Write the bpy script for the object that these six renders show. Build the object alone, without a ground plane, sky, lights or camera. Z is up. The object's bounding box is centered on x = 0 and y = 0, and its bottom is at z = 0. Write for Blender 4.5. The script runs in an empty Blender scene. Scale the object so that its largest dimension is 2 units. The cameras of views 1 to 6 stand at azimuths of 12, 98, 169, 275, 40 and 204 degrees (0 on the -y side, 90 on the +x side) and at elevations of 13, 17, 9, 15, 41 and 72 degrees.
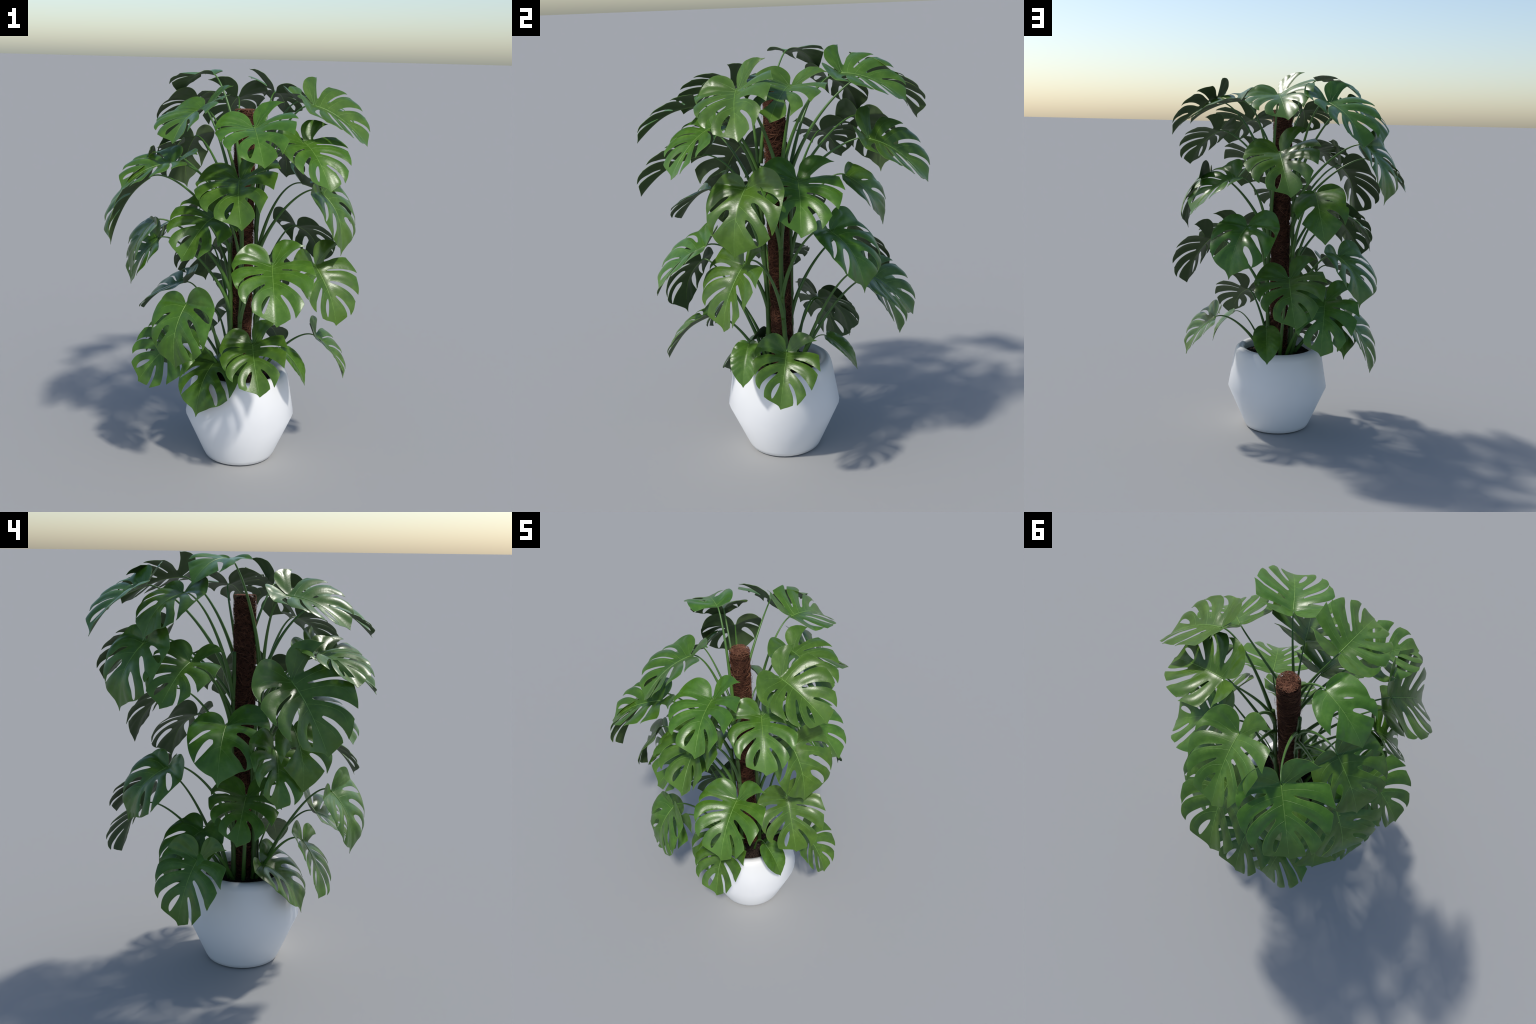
# Potted split-leaf plant climbing a coir pole in a white pot.
import bpy, bmesh, math, random
import numpy as np
from mathutils import Vector, Matrix, noise
from mathutils.geometry import delaunay_2d_cdt

random.seed(7)
RNG = np.random.default_rng(7)
SC = bpy.context.scene.collection

AXIS = np.array([0.021, -0.042])      # plan position of pot and pole axis
POLE_R, POLE_TOP = 0.051, 1.785
SOIL_Z = 0.425

# ------------------------------------------------------------------ helpers
def new_obj(name, verts, faces, mats, parent=None, mat_idx=None, smooth=True):
    me = bpy.data.meshes.new(name)
    me.from_pydata([tuple(map(float, v)) for v in verts], [], [tuple(map(int, f)) for f in faces])
    for m in mats:
        me.materials.append(m)
    if mat_idx is not None:
        me.polygons.foreach_set('material_index', np.asarray(mat_idx, dtype=np.int32))
    if smooth:
        me.polygons.foreach_set('use_smooth', np.ones(len(me.polygons), dtype=bool))
    me.update()
    ob = bpy.data.objects.new(name, me)
    SC.objects.link(ob)
    if parent is not None:
        ob.parent = parent
    return ob

def catmull(pts, step):
    """Smooth open curve through 2D or 3D points."""
    P = [np.array(p, float) for p in pts]
    if len(P) < 3:
        n = max(1, int(np.linalg.norm(P[-1] - P[0]) / step))
        return [P[0] + (P[-1] - P[0]) * i / n for i in range(n + 1)]
    P = [2 * P[0] - P[1]] + P + [2 * P[-1] - P[-2]]
    out = []
    for i in range(1, len(P) - 2):
        a, b, c, d = P[i - 1], P[i], P[i + 1], P[i + 2]
        n = max(1, int(round(np.linalg.norm(c - b) / step)))
        for k in range(n):
            t = k / n
            out.append(.5 * (2 * b + (c - a) * t + (2 * a - 5 * b + 4 * c - d) * t * t + (3 * b - 3 * c + d - a) * t ** 3))
    out.append(P[-2])
    return out

def tube(path, radii, sides=6, cap=True, flat=1.0):
    """Verts and faces of a tapered tube along a 3D path."""
    path = np.asarray(path, float)
    n = len(path)
    tan = np.gradient(path, axis=0)
    tan /= np.linalg.norm(tan, axis=1, keepdims=True) + 1e-12
    ref = np.array([0, 0, 1.]) if abs(tan[0][2]) < .9 else np.array([1., 0, 0])
    nrm = np.cross(tan[0], ref); nrm /= np.linalg.norm(nrm)
    V, F = [], []
    for i in range(n):
        nrm = nrm - tan[i] * (nrm @ tan[i]); nrm /= np.linalg.norm(nrm) + 1e-12
        bi = np.cross(tan[i], nrm)
        for k in range(sides):
            a = 2 * math.pi * k / sides
            V.append(path[i] + radii[i] * (math.cos(a) * nrm + flat * math.sin(a) * bi))
    for i in range(n - 1):
        for k in range(sides):
            k2 = (k + 1) % sides
            F.append((i * sides + k, i * sides + k2, (i + 1) * sides + k2, (i + 1) * sides + k))
    if cap:
        F.append(tuple(range(sides))[::-1])
        F.append(tuple((n - 1) * sides + k for k in range(sides)))
    return V, F

class Soup:
    """Collects many small pieces into one mesh."""
    def __init__(s): s.v, s.f, s.m = [], [], []
    def add(s, V, F, mi=0):
        o = len(s.v)
        s.v.extend(V); s.f.extend([tuple(i + o for i in f) for f in F]); s.m.extend([mi] * len(F))

# ---------------------------------------------------------------- materials
def mat(name):
    m = bpy.data.materials.new(name); m.use_nodes = True
    nt = m.node_tree
    b = nt.nodes['Principled BSDF']
    return m, nt, b

def node(nt, typ, **kw):
    n = nt.nodes.new(typ)
    for k, v in kw.items():
        if k.startswith('i_'):
            n.inputs[k[2:].replace('_', ' ')].default_value = v
        else:
            setattr(n, k, v)
    return n

def ramp(nt, fac, stops):
    r = nt.nodes.new('ShaderNodeValToRGB')
    el = r.color_ramp.elements
    while len(el) > 1: el.remove(el[-1])
    el[0].position, el[0].color = stops[0][0], (*stops[0][1], 1)
    for p, c in stops[1:]:
        e = el.new(p); e.color = (*c, 1)
    nt.links.new(fac, r.inputs['Fac'])
    return r

def mixc(nt, fac, a, b, mode='MIX'):
    m = nt.nodes.new('ShaderNodeMix'); m.data_type = 'RGBA'; m.blend_type = mode
    for sock, val in ((m.inputs[0], fac), (m.inputs[6], a), (m.inputs[7], b)):
        if hasattr(val, 'is_linked'): nt.links.new(val, sock)
        elif isinstance(val, tuple): sock.default_value = (*val, 1)
        else: sock.default_value = val
    return m.outputs[2]

def math_(nt, op, a, b=0.0, clamp=False):
    m = nt.nodes.new('ShaderNodeMath'); m.operation = op; m.use_clamp = clamp
    for s, v in ((m.inputs[0], a), (m.inputs[1], b)):
        if hasattr(v, 'is_linked'): nt.links.new(v, s)
        else: s.default_value = v
    return m.outputs[0]

def leaf_material(name, deep, mid, young, rough, spec, relief):
    """Blade colour: mottled green, lighter towards the tip, fine cross veins in the bump."""
    m, nt, b = mat(name)
    tc = node(nt, 'ShaderNodeTexCoord')
    n1 = node(nt, 'ShaderNodeTexNoise', i_Scale=5.0, i_Detail=4.0, i_Roughness=.6)
    nt.links.new(tc.outputs['Object'], n1.inputs['Vector'])
    col = ramp(nt, n1.outputs['Fac'], [(.30, deep), (.55, mid), (.80, young)]).outputs['Color']
    info = node(nt, 'ShaderNodeObjectInfo')
    hs = node(nt, 'ShaderNodeHueSaturation')
    nt.links.new(math_(nt, 'ADD', math_(nt, 'MULTIPLY', info.outputs['Random'], .018), .491), hs.inputs['Hue'])
    nt.links.new(math_(nt, 'ADD', math_(nt, 'MULTIPLY', info.outputs['Random'], .22), .89), hs.inputs['Value'])
    nt.links.new(col, hs.inputs['Color'])
    sep = node(nt, 'ShaderNodeSeparateXYZ')
    nt.links.new(tc.outputs['Object'], sep.inputs[0])
    # paler towards the drip tip and beside the midrib
    tipf = math_(nt, 'MULTIPLY', math_(nt, 'SUBTRACT', math_(nt, 'MULTIPLY', sep.outputs['Y'], -1.0), .62, True), 1.0, True)
    c2 = mixc(nt, tipf, hs.outputs['Color'], young)
    n2 = node(nt, 'ShaderNodeTexNoise', i_Scale=60.0, i_Detail=3.0)
    mp = node(nt, 'ShaderNodeMapping'); mp.inputs['Scale'].default_value = (.35, 1.6, 1)
    mp.inputs['Rotation'].default_value = (0, 0, .5)
    nt.links.new(tc.outputs['Object'], mp.inputs['Vector']); nt.links.new(mp.outputs[0], n2.inputs['Vector'])
    c3 = mixc(nt, math_(nt, 'MULTIPLY', n2.outputs['Fac'], .25), c2, deep)
    nt.links.new(c3, b.inputs['Base Color'])
    b.inputs['Roughness'].default_value = rough
    b.inputs['Specular IOR Level'].default_value = spec
    bp = node(nt, 'ShaderNodeBump', i_Strength=relief, i_Distance=.01)
    nt.links.new(n2.outputs['Fac'], bp.inputs['Height']); nt.links.new(bp.outputs[0], b.inputs['Normal'])
    return m

M_TOP = leaf_material('leaf_upper_green', (.040, .098, .010), (.062, .142, .014), (.105, .205, .028), .30, .38, .06)
M_UNDER = leaf_material('leaf_underside_green', (.050, .082, .030), (.060, .096, .036), (.072, .112, .042), .55, .35, .06)

def plain(name, c1, c2, scale, rough, bump=0., spec=.5, stretch=(1, 1, 1), detail=4.):
    m, nt, b = mat(name)
    tc = node(nt, 'ShaderNodeTexCoord'); mp = node(nt, 'ShaderNodeMapping'); mp.inputs['Scale'].default_value = stretch
    nt.links.new(tc.outputs['Object'], mp.inputs['Vector'])
    n = node(nt, 'ShaderNodeTexNoise', i_Scale=scale, i_Detail=detail)
    nt.links.new(mp.outputs[0], n.inputs['Vector'])
    r = ramp(nt, n.outputs['Fac'], [(.35, c1), (.65, c2)])
    nt.links.new(r.outputs['Color'], b.inputs['Base Color'])
    b.inputs['Roughness'].default_value = rough
    b.inputs['Specular IOR Level'].default_value = spec
    if bump:
        bp = node(nt, 'ShaderNodeBump', i_Strength=bump, i_Distance=.01)
        nt.links.new(n.outputs['Fac'], bp.inputs['Height']); nt.links.new(bp.outputs[0], b.inputs['Normal'])
    return m

M_VEIN = plain('vein_pale_green', (.11, .22, .03), (.15, .27, .05), 20, .4)
M_MARGIN = plain('leaf_margin_green', (.08, .17, .02), (.13, .24, .03), 8, .45)
M_PETIOLE = plain('petiole_green', (.050, .130, .020), (.085, .190, .035), 9, .35, .05, .5, (1, 1, .25))
M_STEM = plain('stem_green', (.040, .100, .018), (.075, .150, .030), 14, .45, .15, .4, (1, 1, .4))
M_POT = plain('white_pot', (.80, .80, .80), (.84, .84, .84), 3, .42, 0, .5)
M_SOIL = plain('dark_soil', (.012, .009, .008), (.060, .042, .034), 160, .95, .8, .1, detail=8.)
M_COIR = plain('coir_brown', (.018, .008, .006), (.085, .036, .022), 55, .95, .8, .1, (1, 1, 1.8), 8.)
M_FIB1 = plain('coir_fiber_brown', (.085, .034, .020), (.150, .062, .036), 30, .85, 0, .2)
M_FIB2 = plain('coir_fiber_tan', (.200, .090, .050), (.280, .130, .075), 30, .85, 0, .2)

# ---------------------------------------------------------- leaf outlines
# Unit leaf: base of the blade at (0, 0), drip tip at (0, -1), upper side +z.
# Each outline is a chain of smooth runs; the runs meet in sharp corners.
SPLIT = dict(
    runs=[
        [(-.012, 0), (-.03, .085), (-.045, .155), (-.08, .21), (-.13, .25), (-.20, .272), (-.28, .265), (-.36, .22), (-.44, .145), (-.505, .05), (-.54, -.05), (-.545, -.12), (-.52, -.205)],
        [(-.52, -.205), (-.50, -.145), (-.45, -.085), (-.38, -.055), (-.29, -.052), (-.185, -.078), (-.190, -.094), (-.245, -.102), (-.345, -.115), (-.45, -.155), (-.52, -.21), (-.555, -.265)],
        [(-.555, -.265), (-.535, -.375), (-.515, -.455), (-.48, -.52)],
        [(-.48, -.52), (-.46, -.445), (-.425, -.38), (-.365, -.315), (-.28, -.265), (-.118, -.202), (-.118, -.220), (-.175, -.258), (-.27, -.303), (-.36, -.368), (-.435, -.447), (-.475, -.535)],
        [(-.475, -.535), (-.465, -.61), (-.435, -.675), (-.385, -.725)],
        [(-.385, -.725), (-.375, -.66), (-.34, -.59), (-.275, -.515), (-.195, -.44), (-.112, -.383), (-.106, -.405), (-.16, -.475), (-.225, -.555), (-.275, -.64), (-.30, -.72), (-.303, -.79), (-.295, -.84)],
        [(-.295, -.84), (-.22, -.878), (-.14, -.905), (-.06, -.935), (-.025, -.96), (0, -1)],
        [(0, -1), (.06, -.975), (.12, -.955), (.195, -.925)],
        [(.195, -.925), (.20, -.875), (.18, -.78), (.145, -.70), (.10, -.61), (.088, -.57), (.108, -.562), (.15, -.605), (.195, -.67), (.23, -.75), (.255, -.83), (.268, -.92)],
        [(.268, -.92), (.33, -.85), (.40, -.74)],
        [(.40, -.74), (.375, -.665), (.32, -.575), (.25, -.495), (.175, -.42), (.105, -.365), (.086, -.333), (.103, -.317), (.15, -.335), (.235, -.385), (.32, -.455), (.39, -.525), (.44, -.595), (.485, -.655)],
        [(.485, -.655), (.515, -.57), (.545, -.465), (.56, -.38)],
        [(.56, -.38), (.505, -.32), (.435, -.265), (.345, -.22), (.245, -.19), (.132, -.152), (.134, -.133), (.23, -.15), (.34, -.18), (.435, -.22), (.51, -.26), (.60, -.32)],
        [(.60, -.32), (.58, -.225), (.565, -.125), (.55, -.03)],
        [(.55, -.03), (.48, -.005), (.355, .01), (.24, .003), (.168, .006), (.168, .030), (.245, .095), (.325, .15), (.41, .185), (.495, .21)],
        [(.495, .21), (.435, .225), (.375, .275), (.31, .31), (.22, .33), (.155, .325), (.08, .285), (.035, .22), (.018, .15), (.013, .08), (.012, 0)],
    ],
    holes=[[(-.055, -.57), (-.095, -.59), (-.145, -.655), (-.178, -.73), (-.182, -.80), (-.165, -.85), (-.145, -.835), (-.115, -.775), (-.085, -.70), (-.06, -.62)]],
    veins=[[(0, -.02), (-.10, .07), (-.20, .14), (-.27, .17)], [(0, -.05), (-.16, -.005), (-.33, .03), (-.45, -.01), (-.52, -.12)],
           [(0, -.14), (-.20, -.145), (-.37, -.185), (-.47, -.27), (-.50, -.40)], [(0, -.24), (-.18, -.29), (-.32, -.375), (-.41, -.48), (-.42, -.62)],
           [(0, -.43), (-.12, -.49), (-.20, -.575), (-.245, -.69), (-.25, -.80)],
           [(0, -.02), (.08, .09), (.15, .20), (.18, .27)], [(0, -.05), (.13, .07), (.26, .16), (.39, .205)],
           [(0, -.09), (.17, -.065), (.36, -.08), (.49, -.14), (.57, -.25)], [(0, -.19), (.15, -.225), (.32, -.295), (.44, -.40), (.485, -.56)],
           [(0, -.36), (.10, -.42), (.22, -.53), (.30, -.66), (.30, -.83)], [(0, -.55), (.06, -.64), (.12, -.76), (.155, -.88)]],
    form=(.455, .075, .261, .138, .150, -.074, .059, .256, -.018), hump=.020)
WINDOW = dict(
    runs=[
        [(-.012, 0), (-.05, .09), (-.10, .14), (-.18, .165), (-.27, .15), (-.36, .10), (-.44, .00), (-.475, -.11), (-.48, -.23), (-.47, -.34), (-.445, -.46), (-.41, -.57), (-.365, -.66), (-.315, -.73), (-.25, -.795), (-.16, -.845), (-.08, -.88), (-.04, -.92), (-.012, -.96), (0, -1)],
        [(0, -1), (.035, -.945), (.12, -.90), (.27, -.835), (.38, -.79), (.46, -.74), (.525, -.665)],
        [(.525, -.665), (.49, -.60), (.45, -.53), (.38, -.46), (.31, -.38), (.23, -.30), (.182, -.25), (.192, -.222), (.24, -.222), (.30, -.25), (.38, -.32), (.45, -.41), (.50, -.49), (.53, -.56), (.545, -.628)],
        [(.545, -.628), (.575, -.56), (.60, -.47), (.615, -.35), (.62, -.24), (.61, -.07), (.585, .02), (.545, .11), (.49, .19), (.42, .24), (.33, .265), (.26, .27), (.18, .245), (.12, .205), (.07, .15), (.03, .08), (.012, 0)],
    ],
    holes=[[(-.172, -.158), (-.22, -.17), (-.28, -.21), (-.335, -.28), (-.385, -.35), (-.425, -.41), (-.432, -.445), (-.39, -.42), (-.33, -.37), (-.27, -.30), (-.20, -.215)],
           [(-.118, -.355), (-.165, -.352), (-.22, -.41), (-.26, -.48), (-.295, -.56), (-.318, -.65), (-.322, -.715), (-.28, -.67), (-.21, -.59), (-.15, -.50), (-.108, -.42)],
           [(.21, -.045), (.27, -.04), (.35, -.05), (.46, -.08), (.54, -.13), (.585, -.18), (.595, -.232), (.55, -.23), (.48, -.20), (.39, -.15), (.28, -.10), (.225, -.075)],
           [(.145, -.467), (.18, -.46), (.25, -.50), (.31, -.57), (.355, -.64), (.378, -.72), (.368, -.785), (.335, -.78), (.28, -.69), (.21, -.61), (.16, -.545)]],
    veins=[[(0, -.02), (-.12, .05), (-.22, .08)], [(0, -.05), (-.17, -.04), (-.32, -.10), (-.42, -.22), (-.45, -.33)], [(0, -.20), (-.14, -.26), (-.27, -.36), (-.36, -.48), (-.38, -.60)],
           [(0, -.45), (-.11, -.53), (-.18, -.63), (-.22, -.75)], [(0, -.02), (.11, .09), (.23, .17)], [(0, -.05), (.19, .04), (.38, .05), (.52, -.03)],
           [(0, -.12), (.18, -.14), (.36, -.22), (.48, -.34), (.53, -.50)], [(0, -.28), (.14, -.36), (.28, -.47), (.38, -.58), (.44, -.69)], [(0, -.48), (.09, -.58), (.18, -.70), (.26, -.80)]],
    form=(.650, .050, .375, .300, .210, -.400, .130, .230, -.020), hump=0.)
YOUNG = dict(
    runs=[
        [(-.012, 0), (-.06, .045), (-.15, .05), (-.22, .02), (-.30, -.05), (-.365, -.15), (-.41, -.30), (-.40, -.43), (-.37, -.56)],
        [(-.37, -.56), (-.30, -.46), (-.21, -.38), (-.13, -.33), (-.065, -.33), (-.075, -.365), (-.13, -.43), (-.20, -.49), (-.26, -.56), (-.32, -.635)],
        [(-.32, -.635), (-.225, -.745), (-.12, -.865), (-.045, -.94), (0, -1)],
        [(0, -1), (.07, -.95), (.18, -.88), (.275, -.80), (.335, -.73)],
        [(.335, -.73), (.28, -.665), (.20, -.57), (.14, -.50), (.12, -.455), (.16, -.44), (.23, -.48), (.29, -.54), (.34, -.63), (.365, -.70), (.37, -.775)],
        [(.37, -.775), (.44, -.65), (.475, -.55), (.475, -.49), (.44, -.455)],
        [(.44, -.455), (.455, -.37), (.47, -.27), (.47, -.16), (.45, -.04), (.39, .04), (.30, .09), (.20, .10), (.12, .09), (.05, .05), (.012, 0)],
    ],
    holes=[[(.115, -.228), (.18, -.248), (.25, -.318), (.18, -.292), (.125, -.252)]],
    veins=[[(0, -.02), (-.12, .01), (-.23, -.04)], [(0, -.06), (-.17, -.12), (-.30, -.25), (-.36, -.42)], [(0, -.30), (-.11, -.44), (-.21, -.60)], [(0, -.50), (-.08, -.66), (-.14, -.81)],
           [(0, -.02), (.13, .05), (.26, .04)], [(0, -.06), (.18, -.08), (.34, -.17), (.43, -.30)], [(0, -.20), (.16, -.30), (.31, -.42), (.40, -.58)], [(0, -.40), (.12, -.53), (.22, -.68)], [(0, -.55), (.07, -.70), (.13, -.84)]],
    form=(.600, .060, .160, .080, .120, -.090, .010, .240, -.020), hump=.01)
def mirrored(half):
    return [half, [(-x, y) for x, y in half[::-1]]]
HEART = dict(
    runs=mirrored([(-.008, 0), (-.05, .045), (-.13, .06), (-.22, .02), (-.30, -.11), (-.335, -.28), (-.33, -.45), (-.29, -.61), (-.21, -.76), (-.11, -.88), (-.04, -.94), (0, -1)]),
    holes=[],
    veins=[[(0, -.03), (s * .12, -.02), (s * .22, -.08)] for s in (-1, 1)] + [[(0, -y0), (s * .13, -y0 - .06), (s * .25, -y0 - .20)] for s in (-1, 1) for y0 in (.12, .26, .40, .54)],
    form=(.42, .02, .30, .06, .02, -.30, .0, .20, 0), hump=0.)
KINDS = {'A': SPLIT, 'B': WINDOW, 'C': YOUNG, 'D': HEART}
MIDRIB = [(0, y) for y in np.linspace(0, -.985, 24)]

def outline_of(kind, step=.022):
    pts = []
    for r in kind['runs']:
        pts += catmull(r, step)[:-1]
    pts.append(np.array(kind['runs'][-1][-1], float))
    return pts

def inside(poly, P):
    x, y = P[:, 0], P[:, 1]
    c = np.zeros(len(P), bool)
    q = np.asarray(poly); r = np.roll(q, -1, axis=0)
    for (x1, y1), (x2, y2) in zip(q, r):
        hit = (y1 > y) != (y2 > y)
        if y1 != y2:
            c ^= hit & (x < (x2 - x1) * (y - y1) / (y2 - y1) + x1)
    return c

def seg_dist(P, chain):
    d = np.full(len(P), 9.)
    C = np.asarray(chain, float)
    for a, b in zip(C[:-1], C[1:]):
        ab = b - a
        t = np.clip(((P - a) @ ab) / (ab @ ab + 1e-12), 0, 1)
        d = np.minimum(d, np.linalg.norm(P - (a + t[:, None] * ab), axis=1))
    return d

class Blade:
    """Flat triangulated blade plus relief, built once for each kind of leaf."""
    def __init__(s, kind):
        s.kind = kind
        s.outer = outline_of(kind)
        s.holes = [catmull(h + [h[0]], .02)[:-1] for h in kind['holes']]
        s.veins = [catmull(v, .03) for v in kind['veins']]
        g = .024
        X, Y = np.meshgrid(np.arange(-.62, .63, g), np.arange(-1.02, .31, g * .866))
        X[1::2] += g / 2
        G = np.stack([X.ravel(), Y.ravel()], 1)
        keep = inside(s.outer, G)
        for h in s.holes: keep &= ~inside(h, G)
        edge = seg_dist(G, list(s.outer) + [s.outer[0]])
        for h in s.holes: edge = np.minimum(edge, seg_dist(G, list(h) + [h[0]]))
        G = G[keep & (edge > .010)]
        V = [Vector(p) for p in s.outer]; E = [(i, (i + 1) % len(V)) for i in range(len(V))]
        for h in s.holes:
            o = len(V); V += [Vector(p) for p in h]; E += [(o + i, o + (i + 1) % len(h)) for i in range(len(h))]
        mid = np.array(MIDRIB[1:])
        G = G[seg_dist(G, MIDRIB) > .011]
        V += [Vector(p) for p in mid] + [Vector(p) for p in G]
        v, e, f, *_ = delaunay_2d_cdt(V, E, [], 0, 1e-6)
        s.xy = np.array([tuple(p) for p in v])
        F = np.array([t for t in f if len(t) == 3])
        cen = s.xy[F].mean(1)
        ok = inside(s.outer, cen)
        for h in s.holes: ok &= ~inside(h, cen)
        F = F[ok]
        a, b, c = s.xy[F[:, 0]], s.xy[F[:, 1]], s.xy[F[:, 2]]
        cr = (b - a)[:, 0] * (c - a)[:, 1] - (b - a)[:, 1] * (c - a)[:, 0]
        F[cr < 0] = F[cr < 0][:, ::-1]
        s.tri = F
    def height(s, P, q):
        """Cupped, arched blade that sags a little between its veins."""
        x, y = P[:, 0], P[:, 1]
        ax = np.sqrt(x * x + .0003) - .0173
        yn, yp = np.minimum(y, 0), np.maximum(y, 0)
        arch = -yn * (1 + yn)
        f = s.kind['form']
        z = f[0] * arch + f[1] * arch * yn + ax * (f[2] + f[3] * yn + f[4] * yn * yn) + x * x * (f[5] + f[6] * yn) + yp * (f[7] + f[8] * ax)
        z += np.where(x < 0, q[0], q[1]) * ax
        z += s.kind['hump'] * np.sin(np.pi * np.clip((np.abs(x) - .06) / .52, 0, 1))
        d = seg_dist(P, MIDRIB)
        for v in s.veins: d = np.minimum(d, seg_dist(P, v))
        z -= (2.2 * np.minimum(d, .085) ** 2 - .006) * np.clip((np.abs(x) - .05) / .1, 0, 1)
        return z
    def place(s, P, q, seed):
        P = np.asarray(P, float)
        z = s.height(P, q)
        ph = seed * 1.7
        z = z + .006 * np.sin(9 * P[:, 0] + ph) * np.cos(8 * P[:, 1] + 2 * ph)
        sl = np.where(P[:, 0] < 0, q[0], q[1])
        return np.stack([P[:, 0] / np.sqrt(1 + .5 * sl ** 2), P[:, 1], z], 1)

BLADES = {k: Blade(v) for k, v in KINDS.items()}

# kind, base of blade, drip tip, roll in degrees, extra cup (left, right)
LEAVES = [
    ('C', (-0.153, 0.004, 1.952), (-0.370, 0.139, 1.850), 6, (-0.01, 0.01)),
    ('A', (0.136, -0.381, 1.739), (0.240, -0.639, 1.590), -13, (0.03, 0.04)),
    ('A', (-0.131, -0.243, 1.800), (-0.197, -0.522, 1.662), -16, (-0.04, -0.01)),
    ('A', (0.367, -0.152, 1.827), (0.620, -0.114, 1.647), -22, (-0.01, 0.04)),
    ('A', (0.343, -0.269, 1.670), (0.495, -0.429, 1.473), -3, (-0.08, -0.07)),
    ('A', (-0.228, -0.381, 1.564), (-0.428, -0.557, 1.450), 4, (-0.05, -0.06)),
    ('B', (-0.344, 0.339, 1.613), (-0.417, 0.447, 1.321), 14, (0.01, -0.02)),
    ('A', (-0.385, -0.275, 1.471), (-0.520, -0.446, 1.173), -27, (0.08, 0.12)),
    ('B', (0.414, -0.124, 1.423), (0.525, -0.167, 1.130), 3, (-0.04, -0.02)),
    ('A', (0.230, -0.351, 1.109), (0.302, -0.584, 0.887), -10, (0.16, -0.17)),
    ('A', (0.399, -0.147, 1.072), (0.528, -0.233, 0.804), -9, (0.01, 0.00)),
    ('B', (-0.146, -0.465, 0.922), (-0.167, -0.560, 0.629), -12, (-0.00, -0.00)),
    ('A', (0.152, -0.378, 0.729), (0.232, -0.569, 0.543), -19, (0.03, -0.02)),
    ('D', (0.259, -0.170, 0.637), (0.381, -0.186, 0.465), 0, (0.00, 0.00)),
    ('A', (0.264, 0.063, 1.829), (0.533, 0.003, 1.709), 4, (0.05, -0.04)),
    ('A', (0.106, 0.267, 1.865), (0.113, 0.556, 1.737), -17, (-0.03, 0.02)),
    ('A', (-0.122, 0.389, 1.830), (-0.249, 0.620, 1.618), 0, (-0.01, 0.03)),
    ('B', (-0.285, 0.189, 1.811), (-0.438, 0.335, 1.621), 1, (0.02, -0.03)),
    ('A', (0.118, 0.388, 1.576), (0.112, 0.656, 1.375), -18, (0.00, 0.03)),
    ('A', (-0.410, 0.139, 1.537), (-0.603, 0.235, 1.370), 17, (-0.08, 0.09)),
    ('A', (0.290, 0.085, 1.428), (0.543, 0.119, 1.234), 7, (0.03, 0.02)),
    ('C', (-0.100, 0.273, 1.367), (-0.112, 0.458, 1.120), -18, (0.01, -0.00)),
    ('B', (0.249, 0.218, 1.185), (0.367, 0.377, 0.932), 4, (0.00, 0.03)),
    ('A', (-0.136, 0.398, 0.823), (-0.084, 0.542, 0.563), 6, (-0.02, 0.01)),
    ('A', (0.390, 0.025, 0.655), (0.551, 0.008, 0.447), 12, (-0.04, 0.02)),
    ('D', (0.132, 0.189, 0.627), (0.152, 0.337, 0.467), 0, (0.00, 0.00)),
    ('A', (-0.260, -0.083, 0.916), (-0.496, -0.066, 0.758), 7, (-0.01, -0.00)),
    ('B', (-0.227, 0.278, 1.034), (-0.305, 0.453, 0.787), 13, (0.04, -0.00)),
    ('A', (0.076, -0.382, 1.502), (0.154, -0.668, 1.327), -17, (0.04, 0.14)),
    ('A', (-0.340, 0.120, 0.643), (-0.454, 0.199, 0.358), 7, (-0.08, -0.04)),
    ('A', (0.048, 0.358, 0.930), (0.059, 0.600, 0.718), -16, (0.07, -0.10)),
    ('B', (-0.169, 0.127, 0.717), (-0.279, 0.284, 0.466), 9, (0.01, 0.00)),
    ('A', (-0.230, -0.342, 0.704), (-0.401, -0.426, 0.499), 47, (-0.15, -0.11)),
    ('B', (-0.088, -0.145, 0.530), (-0.133, -0.342, 0.304), -4, (-0.01, -0.01)),
    ('A', (-0.034, -0.338, 1.327), (-0.146, -0.556, 1.144), 12, (0.02, 0.00)),
    ('A', (-0.363, -0.214, 1.165), (-0.503, -0.237, 0.935), 25, (0.03, 0.03)),
    ('C', (-0.360, -0.290, 1.265), (-0.455, -0.345, 1.000), 0, (0.00, 0.00)),
    ('B', (-0.250, 0.010, 1.238), (-0.487, 0.017, 1.016), 0, (-0.03, 0.05)),
]

def leaf_frame(base, tip, roll):
    base, tip = np.array(base), np.array(tip)
    L = np.linalg.norm(tip - base)
    ey = (base - tip) / L
    ex = np.cross(ey, [0, 0, 1.]); ex /= np.linalg.norm(ex)
    if np.cross(ex, ey)[2] < 0: ex = -ex
    ez = np.cross(ex, ey)
    a = math.radians(roll)
    # rotation about the midrib axis ey
    ex2 = math.cos(a) * ex - math.sin(a) * ez
    ez2 = np.cross(ex2, ey)
    return L, ex2, ey, ez2

# ------------------------------------------------------------------ the plant
plant = bpy.data.objects.new('potted_plant', None)
plant.location = (0, 0, 0)
SC.objects.link(plant)
plant['label'] = 'tall split-leaf houseplant on a coir pole in a white pot'
plant['category'] = 'potted plant'

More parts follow.
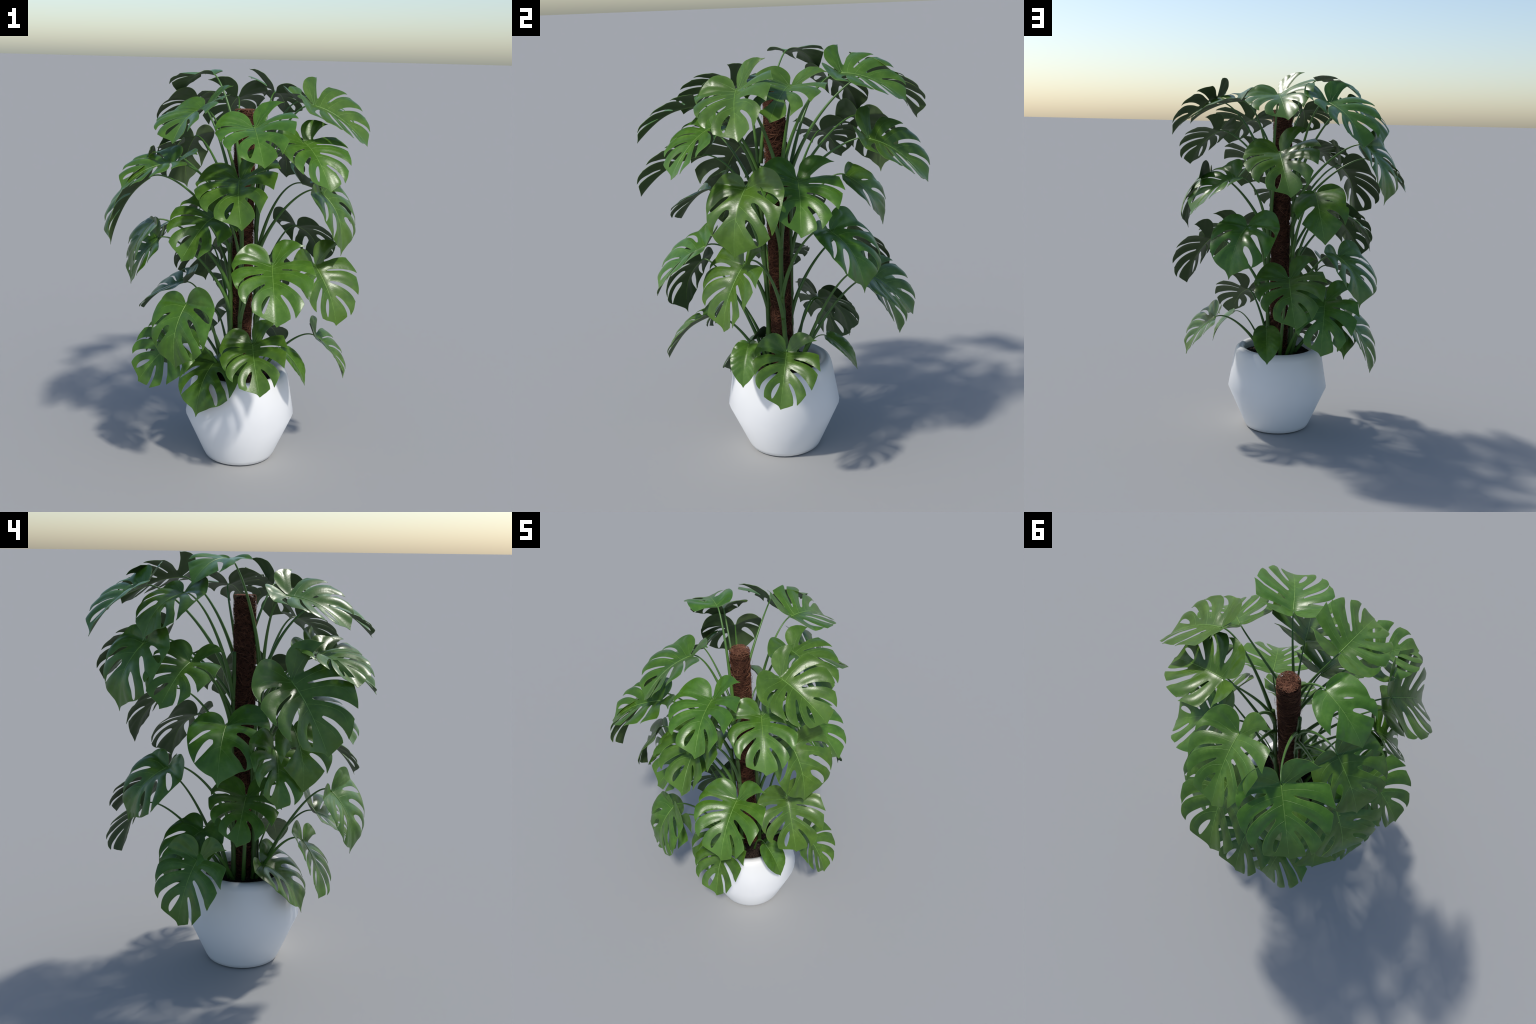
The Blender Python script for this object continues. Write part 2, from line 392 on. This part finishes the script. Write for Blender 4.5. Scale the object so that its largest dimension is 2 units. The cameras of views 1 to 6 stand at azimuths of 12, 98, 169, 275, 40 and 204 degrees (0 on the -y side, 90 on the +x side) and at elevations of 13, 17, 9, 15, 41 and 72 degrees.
# pot: a lathe profile (radius, height)
PROFILE = [(0, .004), (.150, .003), (.168, .000), (.180, .006), (.190, .026), (.2815, .235),
           (.2480, .432), (.2385, .456), (.2200, .4685), (.1990, .4640), (.1880, .4400), (.1860, .390), (0, .385)]
SEG = 36
V, F = [], []
for r, z in PROFILE:
    for k in range(SEG):
        a = 2 * math.pi * (k + .5) / SEG
        V.append((AXIS[0] + r * math.cos(a), AXIS[1] + r * math.sin(a), z))
for i in range(len(PROFILE) - 1):
    for k in range(SEG):
        k2 = (k + 1) % SEG
        F.append((i * SEG + k, i * SEG + k2, (i + 1) * SEG + k2, (i + 1) * SEG + k))
pot = new_obj('pot', V, F, [M_POT], plant)
bm = bmesh.new(); bm.from_mesh(pot.data)
bmesh.ops.remove_doubles(bm, verts=bm.verts, dist=1e-5)
bmesh.ops.recalc_face_normals(bm, faces=bm.faces)
bm.to_mesh(pot.data); bm.free()

# soil: lumpy disc with crumbs
soil = Soup()
V, F = [], []
RS, AS = 26, 72
for i in range(RS + 1):
    for k in range(AS):
        r = .1885 * i / RS; a = 2 * math.pi * k / AS
        x, y = r * math.cos(a), r * math.sin(a)
        h = .008 * noise.noise((x * 18, y * 18, 1.)) + .004 * noise.noise((x * 60, y * 60, 5.))
        V.append((AXIS[0] + x, AXIS[1] + y, SOIL_Z + .006 * (1 - (r / .19) ** 2) + h))
for i in range(RS):
    for k in range(AS):
        k2 = (k + 1) % AS
        F.append((i * AS + k, (i + 1) * AS + k, (i + 1) * AS + k2, i * AS + k2))
soil.add(V, F)
for _ in range(420):
    r = .18 * math.sqrt(random.random()); a = random.random() * 6.283; s = random.uniform(.0015, .0045)
    c = np.array([AXIS[0] + r * math.cos(a), AXIS[1] + r * math.sin(a), SOIL_Z + .006 * (1 - (r / .19) ** 2) + .002])
    P = [c + s * np.array(d) * random.uniform(.7, 1.3) for d in ((1, 0, 0), (-1, 0, 0), (0, 1, 0), (0, -1, 0), (0, 0, 1), (0, 0, -1))]
    soil.add(P, [(0, 2, 4), (2, 1, 4), (1, 3, 4), (3, 0, 4), (2, 0, 5), (1, 2, 5), (3, 1, 5), (0, 3, 5)])
so = new_obj('soil', soil.v, soil.f, [M_SOIL], pot, smooth=False)

# coir pole: rough cylinder wrapped in fibres
V, F = [], []
NZ, NA = 150, 40
for i in range(NZ + 1):
    z = .40 + (POLE_TOP - .40) * i / NZ
    for k in range(NA):
        a = 2 * math.pi * k / NA
        d = (math.cos(a), math.sin(a))
        r = POLE_R - .003 + .005 * noise.noise((d[0] * 3, d[1] * 3, z * 30)) + .003 * noise.noise((d[0] * 9, d[1] * 9, z * 110))
        top = (POLE_TOP - z)
        if top < .022: r -= .020 * (1 - top / .022) ** 2
        V.append((AXIS[0] + r * d[0], AXIS[1] + r * d[1], z))
for i in range(NZ):
    for k in range(NA):
        k2 = (k + 1) % NA
        F.append((i * NA + k, i * NA + k2, (i + 1) * NA + k2, (i + 1) * NA + k))
V.append((AXIS[0], AXIS[1], POLE_TOP + .004)); c = len(V) - 1
for k in range(NA): F.append((NZ * NA + k, NZ * NA + (k + 1) % NA, c))
pole = new_obj('moss_pole', V, F, [M_COIR], plant)

fib = Soup()
def strand(a0, z0, length, slope, lift, rad, mi):
    n = 7; path = []
    bend = random.uniform(-1.2, 1.2)
    for i in range(n):
        t = i / (n - 1)
        a = a0 + length * (t - .5) * math.cos(slope) / POLE_R
        z = z0 + length * (t - .5) * math.sin(slope) + bend * length * .5 * (t - .5) ** 2
        r = POLE_R + .0008 + lift * math.sin(math.pi * t) * (0.4 + .6 * t)
        z = min(max(z, .42), POLE_TOP - .002)
        path.append((AXIS[0] + r * math.cos(a), AXIS[1] + r * math.sin(a), z))
    V, F = tube(path, [rad * (1 - .5 * abs(2 * i / (n - 1) - 1)) for i in range(n)], 3, False)
    fib.add(V, F, mi)
for _ in range(2600):
    strand(random.random() * 6.283, random.uniform(.42, POLE_TOP), random.uniform(.025, .075), random.gauss(0, .75), random.uniform(0, .002), random.uniform(.0006, .0015), 0 if random.random() < .82 else 1)
for _ in range(420):     # loose hairs standing off the surface
    strand(random.random() * 6.283, random.uniform(.45, POLE_TOP - .01), random.uniform(.02, .06), random.gauss(0, .9), random.uniform(.006, .018), .00045, 0)
for _ in range(230):     # tangle on the top
    c = np.array([AXIS[0], AXIS[1], POLE_TOP]); a = random.random() * 6.283; r = (POLE_R - .004) * math.sqrt(random.random()); d = random.random() * 6.283; ln = random.uniform(.02, .06)
    path = []
    for i in range(6):
        t = i / 5 - .5
        p = np.array([r * math.cos(a) + ln * t * math.cos(d + t), r * math.sin(a) + ln * t * math.sin(d + t)])
        rr = np.linalg.norm(p); zz = .006 - .05 * max(rr - POLE_R + .006, 0)
        if rr > POLE_R: p *= POLE_R / rr; zz -= (rr - POLE_R) * .9
        path.append(c + np.array([p[0], p[1], zz + random.uniform(0, .003)]))
    V, F = tube(path, [.0010] * 6, 3, False); fib.add(V, F, random.choice((0, 0, 1)))
fo = new_obj('coir_fiber', fib.v, fib.f, [M_FIB1, M_FIB2], pole, fib.m)
fo['kind'] = 'stuff'

# climbing stems beside the pole: (dx, dy, top height)
STEMS = [(-.064, .045, 1.54), (.008, -.070, 1.46), (.066, .022, 1.50), (-.050, -.052, 1.15)]
def stem_point(i, z):
    dx, dy, top = STEMS[i]
    w = .006
    return np.array([AXIS[0] + dx + w * math.sin(7 * z + i), AXIS[1] + dy + w * math.cos(6 * z + 2 * i), z])
for i, (dx, dy, top) in enumerate(STEMS):
    zs = np.arange(.40, top, .02)
    P = [stem_point(i, z) for z in zs]
    R = [.0125 * (1 - .25 * (z - .4)) + .003 * max(0, math.cos(z * 40 + i)) ** 6 for z in zs]
    V, F = tube(P, R, 9)
    new_obj('stem', V, F, [M_STEM], plant)

def bezier(p0, p1, p2, p3, n):
    t = np.linspace(0, 1, n)[:, None]
    return (1 - t) ** 3 * p0 + 3 * t * (1 - t) ** 2 * p1 + 3 * t * t * (1 - t) * p2 + t ** 3 * p3

for n, (kd, base, tip, roll, q) in enumerate(LEAVES):
    bl = BLADES[kd]
    L, ex, ey, ez = leaf_frame(base, tip, roll)
    B = np.array(base)
    Mx = Matrix(((ex[0] * L, ey[0] * L, ez[0] * L, B[0]), (ex[1] * L, ey[1] * L, ez[1] * L, B[1]), (ex[2] * L, ey[2] * L, ez[2] * L, B[2]), (0, 0, 0, 1)))
    top = bl.place(bl.xy, q, n)
    th = .0014 / L
    nv = len(top)
    V = np.vstack([top, top - np.array([0, 0, th])])
    F = np.vstack([bl.tri, bl.tri[:, ::-1] + nv])
    ob = new_obj('leaf', V, F, [M_TOP, M_UNDER], plant, [0] * len(bl.tri) + [1] * len(bl.tri))
    ob.matrix_world = Mx
    # midrib, side veins and the thickened pale margin
    sp = Soup()
    mid3 = bl.place(np.array(MIDRIB), q, n); mid3[:, 2] -= th * .3
    V2, F2 = tube(mid3, [.0095 * (1 - .8 * i / 23) for i in range(24)], 6); sp.add(V2, F2, 0)
    for v in bl.veins:
        v3 = bl.place(np.array(v), q, n); v3[:, 2] -= th * .35
        m = len(v3)
        V2, F2 = tube(v3, [.0036 * (1 - .7 * i / (m - 1)) for i in range(m)], 4); sp.add(V2, F2, 0)
    for loop in [bl.outer] + bl.holes:
        l3 = bl.place(np.array(list(loop) + [loop[0]]), q, n); l3[:, 2] -= th * .5
        V2, F2 = tube(l3, [.0026] * len(l3), 4, False); sp.add(V2, F2, 1)
    vo = new_obj('leaf_vein', sp.v, sp.f, [M_VEIN, M_MARGIN], ob, sp.m)
    # petiole from the nearest stem node, arching over into the blade
    out = B[:2] - AXIS
    rho = np.linalg.norm(out); az = out / rho
    rise = .50 if B[2] > 1.78 else .38
    z0 = max(SOIL_Z - .01, B[2] - rise)
    if z0 < .62:      # low leaves spring from the soil round the pole
        z0 = SOIL_Z - .01
        p0 = np.array([*(AXIS + az * min(.085, rho * .5)), z0])
    else:
        sc = [np.dot(np.array(s[:2]) / np.linalg.norm(s[:2]), az) + (0 if s[2] > z0 else -2) for s in STEMS]
        p0 = stem_point(1 if rho < .2 else int(np.argmax(sc)), z0)
    d = B - p0
    loc = ey - (bl.kind['form'][0]) * ez
    loc = loc / np.linalg.norm(loc)
    arm = min(.10, .35 * rho) * L / .31
    p2 = B + arm * loc
    lean = .26 if z0 < SOIL_Z else .13
    p1 = p0 + np.array([d[0] * lean, d[1] * lean, .45 * d[2] + .03])
    path = bezier(p0, p1, p2, B + .004 * ez, 26)
    big = .62 if kd != 'D' else .4
    t = np.linspace(0, 1, 26)
    rad = big * (.0165 * (1 - t) ** 1.6 + .0058 * t ** .5 * (1 - .25 * t) + .001)
    V, F = tube(path, rad, 8)
    new_obj('petiole', V, F, [M_PETIOLE], plant)

bpy.context.view_layer.update()
